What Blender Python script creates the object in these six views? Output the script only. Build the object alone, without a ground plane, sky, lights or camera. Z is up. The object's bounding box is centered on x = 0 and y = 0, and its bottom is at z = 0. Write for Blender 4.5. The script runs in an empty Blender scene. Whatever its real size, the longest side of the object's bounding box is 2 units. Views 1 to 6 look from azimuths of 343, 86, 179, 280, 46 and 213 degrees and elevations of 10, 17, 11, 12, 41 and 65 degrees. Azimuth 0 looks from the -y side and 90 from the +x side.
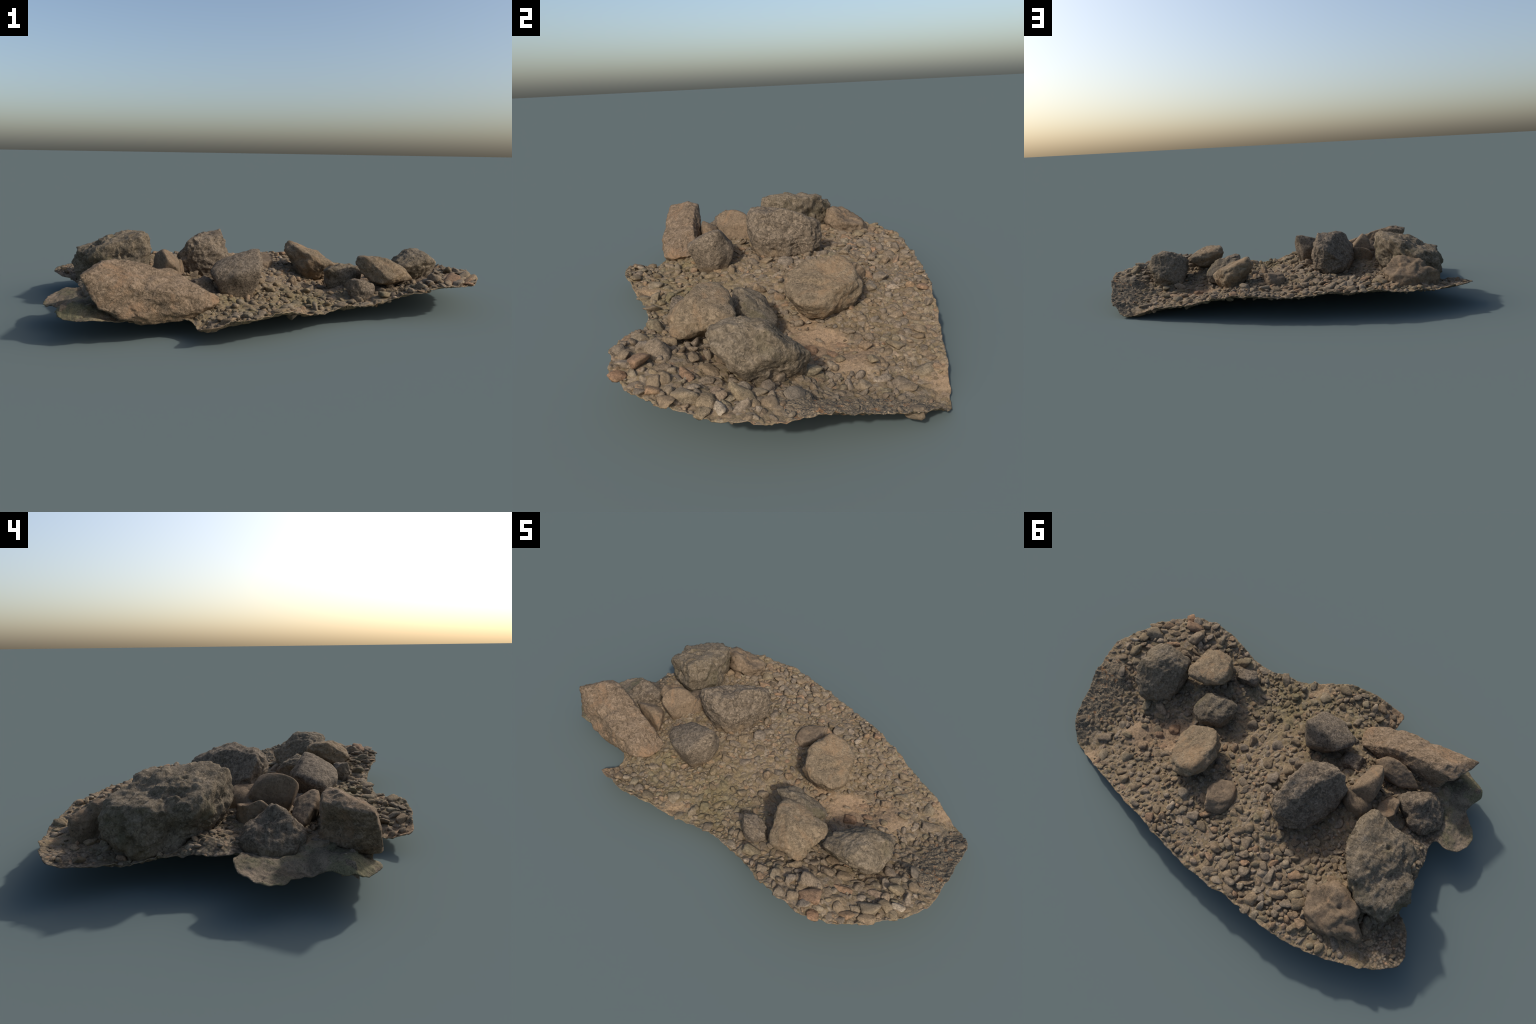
"""A patch of stony ground with boulders: a thin, warped bed of soil and gravel,
sixteen boulders sitting in it, and several thousand loose stones."""
import math
import bpy
import bmesh
import numpy as np
from mathutils import Vector, Matrix, Euler
from mathutils.kdtree import KDTree
from mathutils.geometry import delaunay_2d_cdt

RNG = np.random.default_rng(20)

# ------------------------------------------------------------------ noise
def _hash(ix, iy, iz, seed):
    h = (ix * 73856093) ^ (iy * 19349663) ^ (iz * 83492791) ^ (seed * 2654435761 % (1 << 31))
    h = (h ^ (h >> 13)) * 1274126177 & 0x7FFFFFFF
    h = (h ^ (h >> 15)) * 668265263 & 0x7FFFFFFF
    return ((h ^ (h >> 14)) & 0xFFFFF) / float(0xFFFFF)


def noise(p, seed=0):
    """smooth value noise in -1..1 at the points p (n, 3)"""
    f = np.floor(p).astype(np.int64)
    t = p - f
    t = t * t * t * (t * (t * 6 - 15) + 10)
    out = np.zeros(len(p))
    for a in (0, 1):
        wx = t[:, 0] if a else 1 - t[:, 0]
        for b in (0, 1):
            wy = t[:, 1] if b else 1 - t[:, 1]
            for c in (0, 1):
                wz = t[:, 2] if c else 1 - t[:, 2]
                out += wx * wy * wz * _hash(f[:, 0] + a, f[:, 1] + b, f[:, 2] + c, seed)
    return out * 2 - 1


TURN = np.array(Euler((0.7, 0.4, 1.1)).to_matrix())


def fbm(p, octaves=4, seed=0, gain=0.5):
    out, amp, q = np.zeros(len(p)), 1.0, p.copy()
    for o in range(octaves):
        out += amp * noise(q, seed + o * 17)
        q = (q @ TURN) * 2.07 + 3.1
        amp *= gain
    return out


def ridged(p, octaves=3, seed=0):
    out, amp, q = np.zeros(len(p)), 1.0, p.copy()
    for o in range(octaves):
        out += amp * (1 - 2 * np.abs(noise(q, seed + o * 13)))
        q = (q @ TURN) * 2.1 + 1.7
        amp *= 0.5
    return out


def flat3(xy, scale):
    return np.c_[xy * scale, np.zeros(len(xy))]


def smooth_step(a, b, x):
    t = np.clip((x - a) / (b - a), 0, 1)
    return t * t * (3 - 2 * t)


def cells(xy, size, seed, reach=0.62):
    """rounded cobble relief, 0..1: every cell of a jittered grid holds one dome of its own height"""
    q = xy / size
    f = np.floor(q).astype(np.int64)
    best = np.zeros(len(xy))
    for a in (-1, 0, 1):
        for b in (-1, 0, 1):
            cx, cy = f[:, 0] + a, f[:, 1] + b
            z = np.zeros_like(cx)
            px = cx + 0.15 + 0.7 * _hash(cx, cy, z, seed)
            py = cy + 0.15 + 0.7 * _hash(cx, cy, z, seed + 1)
            ang = _hash(cx, cy, z, seed + 2) * math.pi
            asp = 1.0 + 0.7 * _hash(cx, cy, z, seed + 3)
            hgt = 0.35 + 0.65 * _hash(cx, cy, z, seed + 4)
            dx, dy = q[:, 0] - px, q[:, 1] - py
            u = dx * np.cos(ang) + dy * np.sin(ang)
            v = (-dx * np.sin(ang) + dy * np.cos(ang)) * asp
            lean = (_hash(cx, cy, z, seed + 5) - 0.5) * 1.1
            au, av = np.abs(u), np.abs(v)
            d = np.maximum(np.maximum(au, av), (au + av) * 0.74) * 0.7 + np.sqrt(u * u + v * v) * 0.3
            top = 0.72 + lean * u / reach
            best = np.maximum(best, hgt * np.clip(np.minimum(top, 2.1 * (1 - d / reach)), 0, 1))
    return best


# ------------------------------------------------------------------ materials
def new_material(name):
    m = bpy.data.materials.new(name)
    m.use_nodes = True
    nt = m.node_tree
    nt.nodes.clear()
    out = nt.nodes.new("ShaderNodeOutputMaterial")
    bsdf = nt.nodes.new("ShaderNodeBsdfPrincipled")
    bsdf.inputs["Roughness"].default_value = 0.93
    bsdf.inputs["Specular IOR Level"].default_value = 0.18
    nt.links.new(bsdf.outputs[0], out.inputs[0])
    return m, nt, bsdf


class Net:
    """a few shorthands for wiring nodes"""

    def __init__(self, nt):
        self.nt = nt

    def put(self, sock, val):
        if isinstance(val, bpy.types.NodeSocket):
            self.nt.links.new(val, sock)
        else:
            sock.default_value = val

    def coords(self, kind="Object"):
        return self.nt.nodes.new("ShaderNodeTexCoord").outputs[kind]

    def mapping(self, vec, loc=(0, 0, 0), scale=(1, 1, 1), rot=(0, 0, 0)):
        n = self.nt.nodes.new("ShaderNodeMapping")
        n.inputs["Location"].default_value = loc
        n.inputs["Scale"].default_value = scale
        n.inputs["Rotation"].default_value = rot
        self.put(n.inputs["Vector"], vec)
        return n.outputs[0]

    def noise(self, vec, scale, detail=4, rough=0.55, distort=0.0):
        n = self.nt.nodes.new("ShaderNodeTexNoise")
        self.put(n.inputs["Vector"], vec)
        n.inputs["Scale"].default_value = scale
        n.inputs["Detail"].default_value = detail
        n.inputs["Roughness"].default_value = rough
        n.inputs["Distortion"].default_value = distort
        return n.outputs[0]

    def voronoi(self, vec, scale, feature="F1", out="Distance"):
        n = self.nt.nodes.new("ShaderNodeTexVoronoi")
        n.feature = feature
        self.put(n.inputs["Vector"], vec)
        n.inputs["Scale"].default_value = scale
        return n.outputs[out]

    def ramp(self, fac, stops, interp="LINEAR"):
        n = self.nt.nodes.new("ShaderNodeValToRGB")
        r = n.color_ramp
        r.interpolation = interp
        while len(r.elements) < len(stops):
            r.elements.new(0.5)
        for e, (p, c) in zip(r.elements, stops):
            e.position = p
            e.color = (c, c, c, 1) if isinstance(c, (int, float)) else (*c, 1)
        self.put(n.inputs[0], fac)
        return n.outputs[0]

    def mix(self, fac, a, b, mode="MIX"):
        n = self.nt.nodes.new("ShaderNodeMix")
        n.data_type = "RGBA"
        n.blend_type = mode
        self.put(n.inputs["Factor"], fac)
        for s, v in ((n.inputs[6], a), (n.inputs[7], b)):
            self.put(s, (*v, 1) if isinstance(v, tuple) and len(v) == 3 else v)
        return n.outputs[2]

    def math(self, op, a, b=0.0, clamp=False):
        n = self.nt.nodes.new("ShaderNodeMath")
        n.operation = op
        n.use_clamp = clamp
        self.put(n.inputs[0], a)
        self.put(n.inputs[1], b)
        return n.outputs[0]

    def bump(self, height, strength, distance, normal=None):
        n = self.nt.nodes.new("ShaderNodeBump")
        n.inputs["Strength"].default_value = strength
        n.inputs["Distance"].default_value = distance
        self.put(n.inputs["Height"], height)
        if normal is not None:
            self.put(n.inputs["Normal"], normal)
        return n.outputs[0]

    def spot(self, vec, centre, radius, soft=0.6):
        """1 inside a round patch about a point, fading to 0 at its rim"""
        n = self.nt.nodes.new("ShaderNodeVectorMath")
        n.operation = "DISTANCE"
        self.put(n.inputs[0], vec)
        n.inputs[1].default_value = centre
        k = self.nt.nodes.new("ShaderNodeMapRange")
        k.interpolation_type = "SMOOTHSTEP"
        k.inputs["From Min"].default_value = radius * (1 + soft)
        k.inputs["From Max"].default_value = radius * (1 - soft)
        self.put(k.inputs["Value"], n.outputs["Value"])
        return k.outputs[0]


def rock_material(name, seed, light, mid, dark, stain=None, stain_amount=0.5, speck=0.5, smooth=False, moss=0.0, soil=0.55):
    """weathered rock: mottled light and dark mineral, stains, dark pits, grain"""
    m, nt, bsdf = new_material(name)
    g = Net(nt)
    p = g.mapping(g.coords(), loc=(seed * 1.7, seed * 0.9, seed * 2.3))
    big = g.noise(p, 9, 5, 0.6, 0.4)
    col = g.ramp(big, [(0.33, dark), (0.5, mid), (0.66, light)])
    fine = g.noise(p, 70, 5, 0.7, 1.2)
    col = g.mix(speck, col, g.ramp(fine, [(0.36, tuple(c * 0.40 for c in dark)), (0.5, mid), (0.62, tuple(min(1, c * 1.35) for c in light))]))
    if stain:
        where = g.ramp(g.noise(p, 7.5, 6, 0.65, 0.8), [(0.62 - 0.3 * stain_amount, 0.0), (0.70 - 0.3 * stain_amount, 1.0)])
        grain = g.ramp(g.noise(p, 55, 4, 0.7), [(0.36, 0.15), (0.6, 0.9)])
        col = g.mix(g.math("MULTIPLY", where, grain), col, stain)
    if moss:
        where = g.ramp(g.noise(p, 5, 5, 0.6), [(0.60 - 0.2 * moss, 0.0), (0.72 - 0.2 * moss, 0.75)])
        col = g.mix(where, col, (0.100, 0.086, 0.046))
    up = nt.nodes.new("ShaderNodeSeparateXYZ")
    nt.links.new(g.coords("Generated"), up.inputs[0])
    low = g.math("ADD", up.outputs[2], g.math("MULTIPLY", g.math("SUBTRACT", g.noise(p, 14, 4, 0.6), 0.5), 0.7))
    col = g.mix(g.ramp(low, [(0.05, soil), (0.24, 0.0)]), col, (0.200, 0.138, 0.078))
    pits = g.ramp(g.noise(p, 130, 3, 0.6, 0.6), [(0.30, 0.45), (0.40, 1.0)])
    col = g.mix(1.0, col, pits, "MULTIPLY")
    nt.links.new(col, bsdf.inputs["Base Color"])
    h = g.math("ADD", g.math("MULTIPLY", g.noise(p, 60, 6, 0.7, 0.8), 1.0), g.math("MULTIPLY", g.noise(p, 190, 3, 0.6), 0.35))
    nt.links.new(g.bump(h, 0.4 if smooth else 1.0, 0.009), bsdf.inputs["Normal"])
    return m


STONE_TINTS = [(0.00, (0.139, 0.100, 0.063)), (0.13, (0.204, 0.155, 0.104)), (0.27, (0.173, 0.138, 0.102)), (0.40, (0.221, 0.157, 0.097)),
               (0.52, (0.185, 0.149, 0.093)), (0.64, (0.240, 0.188, 0.133)), (0.76, (0.154, 0.123, 0.090)), (0.88, (0.210, 0.155, 0.097)),
               (0.95, (0.253, 0.157, 0.092)), (1.00, (0.281, 0.230, 0.168))]


def stone_material(name, island, tint=None):
    m, nt, bsdf = new_material(name)
    g = Net(nt)
    if island:
        rnd = nt.nodes.new("ShaderNodeNewGeometry").outputs["Random Per Island"]
    else:
        rnd = nt.nodes.new("ShaderNodeObjectInfo").outputs["Random"]
    pos = nt.nodes.new("ShaderNodeNewGeometry").outputs["Position"]
    col = g.ramp(rnd, STONE_TINTS) if tint is None else g.mix(0.25, tint, g.ramp(rnd, STONE_TINTS))
    blot = g.ramp(g.noise(pos, 55, 4, 0.65, 0.5), [(0.32, 0.62), (0.5, 1.0), (0.68, 1.28)])
    col = g.mix(1.0, col, blot, "MULTIPLY")
    grain = g.ramp(g.noise(pos, 170, 4, 0.7, 1.0), [(0.33, 0.55), (0.5, 1.0), (0.66, 1.35)])
    col = g.mix(1.0, col, grain, "MULTIPLY")
    dust = g.ramp(g.noise(pos, 11, 4, 0.6), [(0.46, 0.0), (0.64, 0.45 if tint is None else 0.2)])
    col = g.mix(dust, col, (0.205, 0.146, 0.084))
    col = g.mix(g.math("MULTIPLY", moss_mask(g, pos), 0.42), col, (0.140, 0.115, 0.052))
    col = g.mix(g.math("MULTIPLY", silt_mask(g, pos), 0.5), col, (0.10, 0.085, 0.065))
    nt.links.new(col, bsdf.inputs["Base Color"])
    h = g.noise(pos, 110, 5, 0.7, 0.6)
    nt.links.new(g.bump(h, 0.9, 0.005), bsdf.inputs["Normal"])
    return m


def moss_mask(g, pos):
    """olive growth in the hollow at the low middle of the near edge"""
    a = g.math("MAXIMUM", g.spot(pos, (-0.20, -0.42, 0.09), 0.17, 0.7), g.spot(pos, (0.10, -0.40, 0.09), 0.16, 0.7))
    a = g.math("MAXIMUM", a, g.spot(pos, (-0.03, -0.28, 0.09), 0.12, 0.7))
    n = g.ramp(g.noise(pos, 9, 5, 0.65), [(0.42, 0.0), (0.60, 1.0)])
    return g.math("MULTIPLY", a, n)


def silt_mask(g, pos):
    """dark wet-looking silt at the far right end of the bed and at the left tip"""
    a = g.math("MAXIMUM", g.spot(pos, (0.93, 0.05, 0.10), 0.13, 0.3), g.spot(pos, (0.90, 0.20, 0.07), 0.11, 0.3))
    a = g.math("MAXIMUM", a, g.spot(pos, (0.85, 0.31, 0.04), 0.06, 0.5))
    return a


def ground_material():
    m, nt, bsdf = new_material("soil_and_grit")
    g = Net(nt)
    pos = nt.nodes.new("ShaderNodeNewGeometry").outputs["Position"]
    base = g.ramp(g.noise(pos, 7, 6, 0.65, 0.3), [(0.33, (0.128, 0.095, 0.055)), (0.5, (0.174, 0.129, 0.075)), (0.68, (0.220, 0.163, 0.097))])
    # grit: every cell its own grain of stone
    vor = nt.nodes.new("ShaderNodeTexVoronoi")
    vor.inputs["Scale"].default_value = 62
    g.put(vor.inputs["Vector"], g.mapping(pos, scale=(1, 1, 1)))
    sep = nt.nodes.new("ShaderNodeSeparateColor")
    nt.links.new(vor.outputs["Color"], sep.inputs[0])
    grit = g.ramp(sep.outputs[0], STONE_TINTS)
    some = g.ramp(sep.outputs[1], [(0.35, 0.0), (0.5, 0.8)])
    col = g.mix(some, base, grit)
    # bare tan silt
    bare = g.spot(pos, (0.450, 0.09, 0.03), 0.095, 0.25)
    for c, r in (((0.74, 0.40, 0.05), 0.05), ((-0.03, -0.52, 0.09), 0.05), ((-0.42, -0.58, 0.07), 0.06), ((0.58, 0.17, 0.05), 0.09),
                 ((-0.28, 0.03, 0.14), 0.08), ((0.33, 0.06, 0.06), 0.06)):
        bare = g.math("MAXIMUM", bare, g.math("MULTIPLY", g.spot(pos, c, r, 0.6), 0.8))
    tan = g.ramp(g.noise(pos, 16, 5, 0.6), [(0.35, (0.240, 0.160, 0.094)), (0.65, (0.280, 0.195, 0.122))])
    col = g.mix(bare, col, tan)
    # rock ledge at the left end
    ledge = g.math("MAXIMUM", g.spot(pos, (-0.93, -0.20, 0.10), 0.13, 0.3), g.spot(pos, (-0.90, -0.40, 0.12), 0.15, 0.35))
    lcol = g.ramp(g.noise(pos, 14, 6, 0.65, 0.6), [(0.35, (0.085, 0.068, 0.046)), (0.5, (0.148, 0.116, 0.080)), (0.68, (0.205, 0.155, 0.108))])
    lmoss = g.ramp(g.noise(pos, 8, 4, 0.6), [(0.46, 0.0), (0.58, 0.8)])
    lcol = g.mix(lmoss, lcol, (0.120, 0.110, 0.060))
    col = g.mix(ledge, col, lcol)
    # dark silt: wavy streaks of slate, ochre and rust
    silt = silt_mask(g, pos)
    rip = g.noise(pos, 62, 4, 0.7, 3.5)
    scol = g.ramp(rip, [(0.36, (0.030, 0.032, 0.033)), (0.45, (0.095, 0.080, 0.060)), (0.53, (0.200, 0.145, 0.084)), (0.64, (0.285, 0.228, 0.160))])
    rust = g.ramp(g.noise(pos, 34, 3, 0.6), [(0.58, 0.0), (0.66, 0.6)])
    scol = g.mix(rust, scol, (0.270, 0.125, 0.048))
    edge = g.ramp(g.math("ADD", silt, g.math("MULTIPLY", g.math("SUBTRACT", g.noise(pos, 22, 5, 0.6), 0.5), 0.9)), [(0.4, 0.0), (0.6, 1.0)])
    col = g.mix(edge, col, scol)
    # fine grit at the left tip and on the strip under the largest boulder
    fg = g.math("MAXIMUM", g.spot(pos, (-0.93, 0.42, 0.10), 0.11, 0.5), g.spot(pos, (-0.85, -0.02, 0.12), 0.10, 0.5))
    vg = nt.nodes.new("ShaderNodeTexVoronoi")
    vg.inputs["Scale"].default_value = 95
    g.put(vg.inputs["Vector"], pos)
    sg = nt.nodes.new("ShaderNodeSeparateColor")
    nt.links.new(vg.outputs["Color"], sg.inputs[0])
    fcol = g.mix(g.ramp(vg.outputs["Distance"], [(0.35, 0.0), (0.65, 0.85)]), g.ramp(sg.outputs[0], STONE_TINTS), (0.055, 0.045, 0.032))
    col = g.mix(fg, col, fcol)
    col = g.mix(g.math("MULTIPLY", moss_mask(g, pos), 0.5), col, (0.135, 0.112, 0.048))
    speck = g.ramp(g.noise(pos, 125, 5, 0.72, 1.2), [(0.34, 0.45), (0.48, 1.0), (0.66, 1.35)])
    col = g.mix(0.95, col, speck, "MULTIPLY")
    nt.links.new(col, bsdf.inputs["Base Color"])
    h = g.math("ADD", g.noise(pos, 90, 5, 0.7, 0.6), g.math("MULTIPLY", g.voronoi(pos, 62), -0.6))
    nt.links.new(g.bump(h, 0.6, 0.006), bsdf.inputs["Normal"])
    return m


# ------------------------------------------------------------------ the bed
# the rim of the bed, walked round once: x, y and height
RIM = [
    (1.001, -0.153, 0.129), (0.980, -0.213, 0.127), (0.952, -0.268, 0.122), (0.919, -0.321, 0.122), (0.905, -0.362, 0.128),
    (0.862, -0.407, 0.122), (0.841, -0.435, 0.126), (0.796, -0.468, 0.126), (0.722, -0.510, 0.136), (0.676, -0.514, 0.139),
    (0.627, -0.527, 0.145), (0.583, -0.521, 0.142), (0.527, -0.520, 0.131), (0.471, -0.507, 0.117), (0.395, -0.487, 0.099),
    (0.324, -0.474, 0.081), (0.254, -0.474, 0.074), (0.184, -0.485, 0.079), (0.117, -0.500, 0.070), (0.056, -0.523, 0.069),
    (-0.033, -0.560, 0.084), (-0.092, -0.582, 0.099), (-0.148, -0.609, 0.106), (-0.234, -0.625, 0.096), (-0.328, -0.626, 0.088),
    (-0.404, -0.624, 0.071), (-0.452, -0.606, 0.068), (-0.442, -0.536, 0.048), (-0.473, -0.476, 0.070), (-0.561, -0.476, 0.072),
    (-0.650, -0.476, 0.076), (-0.743, -0.476, 0.082), (-0.807, -0.494, 0.092), (-0.840, -0.497, 0.097), (-0.895, -0.469, 0.096),
    (-0.932, -0.445, 0.102), (-0.942, -0.396, 0.109), (-0.920, -0.315, 0.094), (-0.948, -0.277, 0.093), (-0.982, -0.237, 0.091),
    (-1.000, -0.191, 0.094), (-0.993, -0.151, 0.099), (-0.966, -0.108, 0.102), (-0.940, -0.093, 0.108), (-0.912, -0.085, 0.118),
    (-0.882, -0.093, 0.118), (-0.859, -0.089, 0.118), (-0.852, -0.062, 0.107), (-0.859, -0.012, 0.107), (-0.866, 0.050, 0.109),
    (-0.869, 0.101, 0.109), (-0.872, 0.160, 0.095), (-0.872, 0.210, 0.084), (-0.880, 0.255, 0.074), (-0.910, 0.275, 0.084),
    (-0.935, 0.301, 0.087), (-0.975, 0.383, 0.095), (-0.980, 0.421, 0.103), (-0.973, 0.452, 0.107), (-0.947, 0.478, 0.109),
    (-0.916, 0.504, 0.109), (-0.873, 0.529, 0.110), (-0.828, 0.551, 0.112), (-0.779, 0.566, 0.113), (-0.726, 0.585, 0.113),
    (-0.664, 0.601, 0.123), (-0.601, 0.613, 0.119), (-0.545, 0.619, 0.128), (-0.458, 0.626, 0.137), (-0.358, 0.616, 0.132),
    (-0.277, 0.608, 0.132), (-0.222, 0.603, 0.131), (-0.160, 0.608, 0.126), (-0.105, 0.601, 0.120), (-0.007, 0.593, 0.116),
    (0.115, 0.567, 0.118), (0.196, 0.553, 0.120), (0.294, 0.523, 0.112), (0.386, 0.507, 0.096), (0.451, 0.487, 0.081),
    (0.557, 0.460, 0.064), (0.643, 0.437, 0.053), (0.676, 0.431, 0.046), (0.814, 0.384, 0.007), (0.856, 0.360, 0.018),
    (0.885, 0.326, 0.040), (0.917, 0.280, 0.055), (0.942, 0.191, 0.077), (0.954, 0.126, 0.087), (0.977, 0.042, 0.110),
    (0.986, -0.016, 0.111), (0.995, -0.072, 0.115), (1.002, -0.111, 0.119),
]
# heights of the ground inside the rim
INNER = [
    (-0.875, -0.207, 0.115), (-0.829, 0.000, 0.140), (-0.930, -0.400, 0.132), (-0.860, -0.330, 0.138), (-0.840, -0.460, 0.115),
    (-0.800, -0.150, 0.110), (-0.300, -0.015, 0.128), (-0.030, -0.116, 0.114), (-0.220, -0.240, 0.088), (0.296, 0.067, 0.056),
    (0.475, 0.066, 0.024), (0.518, 0.126, 0.022), (0.670, 0.250, 0.031), (0.889, -0.036, 0.110), (0.155, -0.461, 0.069),
    (0.750, -0.469, 0.140), (0.702, -0.428, 0.141), (0.660, -0.370, 0.133), (0.780, -0.360, 0.130), (0.550, -0.448, 0.128),
    (-0.135, 0.344, 0.128), (-0.153, 0.506, 0.124), (0.070, 0.335, 0.106), (0.000, 0.306, 0.116), (0.320, 0.110, 0.060),
    (0.720, -0.133, 0.073), (0.556, -0.341, 0.120), (0.440, -0.120, 0.058), (-0.435, 0.379, 0.130), (-0.483, 0.437, 0.122),
    (-0.285, 0.562, 0.121), (0.247, 0.513, 0.116), (-0.067, -0.479, 0.085), (0.154, -0.461, 0.072), (-0.138, -0.560, 0.096),
    (-0.255, -0.549, 0.086), (-0.149, 0.304, 0.141), (-0.740, -0.100, 0.115), (-0.860, 0.330, 0.085), (-0.700, 0.100, 0.120),
    (0.149, -0.176, 0.064), (0.097, -0.224, 0.080), (0.157, -0.028, 0.074), (-0.142, -0.019, 0.134), (-0.006, 0.055, 0.122),
    (0.064, 0.036, 0.110), (-0.095, -0.249, 0.108), (0.716, 0.168, 0.018), (0.745, 0.278, 0.026), (-0.450, -0.150, 0.160),
    (-0.360, -0.330, 0.115), (0.140, 0.220, 0.118), (-0.550, -0.200, 0.130), (-0.450, 0.200, 0.106), (-0.500, 0.260, 0.126),
    (-0.490, -0.090, 0.180), (-0.620, -0.120, 0.155), (-0.560, 0.000, 0.160), (-0.300, -0.330, 0.118), (0.520, -0.120, 0.060),
    (0.560, -0.200, 0.078), (0.630, -0.020, 0.070), (0.850, -0.200, 0.112), (-0.615, -0.303, 0.145), (0.620, 0.050, 0.032),
    (-0.585, 0.310, 0.145), (-0.300, -0.200, 0.118), (-0.260, -0.370, 0.105), (0.310, -0.264, 0.098), (0.360, -0.310, 0.095),
    (0.450, -0.200, 0.095), (-0.230, -0.160, 0.128), (0.585, 0.130, 0.047), (0.630, 0.185, 0.055), (0.660, 0.225, 0.046),
    (0.840, 0.150, 0.054), (0.860, 0.250, 0.046), (0.850, 0.050, 0.066), (0.016, -0.316, 0.080), (0.120, 0.190, 0.112),
    (0.370, 0.220, 0.066),
]


def plate(points, stiff=2e-6):
    """thin-plate surface through scattered heights; returns a function of (n, 2)"""
    p = np.array(points, float)
    q, z, n = p[:, :2], p[:, 2], len(p)

    def kernel(a):
        d2 = ((a[:, None] - q[None]) ** 2).sum(-1)
        return 0.5 * d2 * np.log(d2 + 1e-12)

    a = np.zeros((n + 3, n + 3))
    a[:n, :n] = kernel(q) + stiff * np.eye(n)
    a[:n, n] = 1
    a[:n, n + 1 :] = q
    a[n] = np.r_[np.ones(n), 0, 0, 0]
    a[n + 1 :, :n] = q.T
    w = np.linalg.solve(a, np.r_[z, 0, 0, 0])

    def height(xy):
        out = np.empty(len(xy))
        for i in range(0, len(xy), 20000):
            part = xy[i : i + 20000]
            out[i : i + 20000] = kernel(part) @ w[:n] + w[n] + part @ w[n + 1 :]
        return out

    return height


ground_base = plate(RIM + INNER)


def closed_spline(pts, step):
    """Catmull-Rom loop through pts, cut into pieces of about one step"""
    p = np.array(pts, float)
    out = []
    for i in range(len(p)):
        a, b, c, d = p[i - 1], p[i], p[(i + 1) % len(p)], p[(i + 2) % len(p)]
        n = max(1, int(round(np.linalg.norm((c - b)[:2]) / step)))
        for k in range(n):
            t = k / n
            out.append(0.5 * (2 * b + (c - a) * t + (2 * a - 5 * b + 4 * c - d) * t * t + (3 * b - a - 3 * c + d) * t ** 3))
    return np.array(out)


def inside(xy, loop):
    hit = np.zeros(len(xy), bool)
    x, y = xy[:, 0], xy[:, 1]
    for (x0, y0), (x1, y1) in zip(loop, np.roll(loop, -1, 0)):
        if y0 == y1:
            continue
        cross = ((y0 > y) != (y1 > y)) & (x < (x1 - x0) * (y - y0) / (y1 - y0) + x0)
        hit ^= cross
    return hit


def rim_distance(xy, loop):
    out = np.full(len(xy), 9.0)
    for i in range(0, len(xy), 4000):
        d = np.linalg.norm(xy[i : i + 4000, None] - loop[None], axis=-1)
        out[i : i + 4000] = d.min(1)
    return out


def near(xy, spots):
    """soft union of round zones (x, y, radius): 1 inside, 0 outside"""
    out = np.zeros(len(xy))
    for x, y, r in spots:
        out = np.maximum(out, 1 - smooth_step(0.75 * r, 1.15 * r, np.hypot(xy[:, 0] - x, xy[:, 1] - y)))
    return out


BARE = [(0.450, 0.09, 0.098), (0.75, 0.39, 0.045), (-0.41, -0.59, 0.04), (-0.02, -0.51, 0.04), (0.60, 0.17, 0.08)]
SILT = [(0.93, 0.05, 0.12), (0.90, 0.18, 0.11), (0.86, 0.30, 0.05)]
LEDGE = [(-0.93, -0.20, 0.14), (-0.90, -0.40, 0.16), (-0.80, -0.50, 0.10)]
GRIT = [(-0.93, 0.40, 0.13), (-0.85, -0.03, 0.10), (-0.80, 0.50, 0.06)]
COARSE = [(-0.35, 0.45, 0.20), (-0.55, 0.52, 0.12), (-0.20, 0.50, 0.15)]
RUBBLE = [(0.72, -0.40, 0.20), (0.88, -0.28, 0.15), (0.60, -0.45, 0.12)]


def ground_height(xy, rim):
    z = ground_base(xy) + 0.007 * (1 - smooth_step(0.0, 0.03, rim))
    calm = np.maximum(near(xy, BARE), np.maximum(near(xy, LEDGE), near(xy, GRIT)))
    silt = near(xy, SILT)
    rough = 1 - 0.85 * np.maximum(calm, silt)
    z = z + 0.0045 * fbm(flat3(xy, 9), 3, 3) + 0.0018 * fbm(flat3(xy, 45), 3, 5)
    wobble = 0.004 * np.c_[fbm(flat3(xy, 40), 2, 61), fbm(flat3(xy, 40), 2, 71)]
    q = xy + wobble
    patchy = smooth_step(-0.5, 0.3, noise(flat3(xy, 11), 123))
    z = z + rough * (0.0130 * patchy * cells(q, 0.040, 11) + 0.0060 * cells(q, 0.024, 31) + 0.0022 * cells(q, 0.012, 57) - 0.0062)
    z = z + 0.0010 * fbm(flat3(xy, 130), 2, 15)
    z = z + silt * 0.0036 * ridged(flat3(xy, 42) + 0.5 * fbm(flat3(xy, 25), 2, 8)[:, None], 3, 9)
    z = z + near(xy, LEDGE) * 0.007 * fbm(flat3(xy, 16), 4, 21)
    return z


def build_mesh(name, verts, faces, smooth=True):
    me = bpy.data.meshes.new(name)
    verts = np.asarray(verts, np.float32)
    faces = np.asarray(faces, np.int32)
    me.vertices.add(len(verts))
    me.vertices.foreach_set("co", verts.ravel())
    k = faces.shape[1]
    me.loops.add(faces.size)
    me.loops.foreach_set("vertex_index", faces.ravel())
    me.polygons.add(len(faces))
    me.polygons.foreach_set("loop_start", np.arange(0, faces.size, k, dtype=np.int32))
    me.polygons.foreach_set("loop_total", np.full(len(faces), k, np.int32))
    me.update(calc_edges=True)
    me.validate()
    me.polygons.foreach_set("use_smooth", np.full(len(faces), smooth))
    return me


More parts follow.
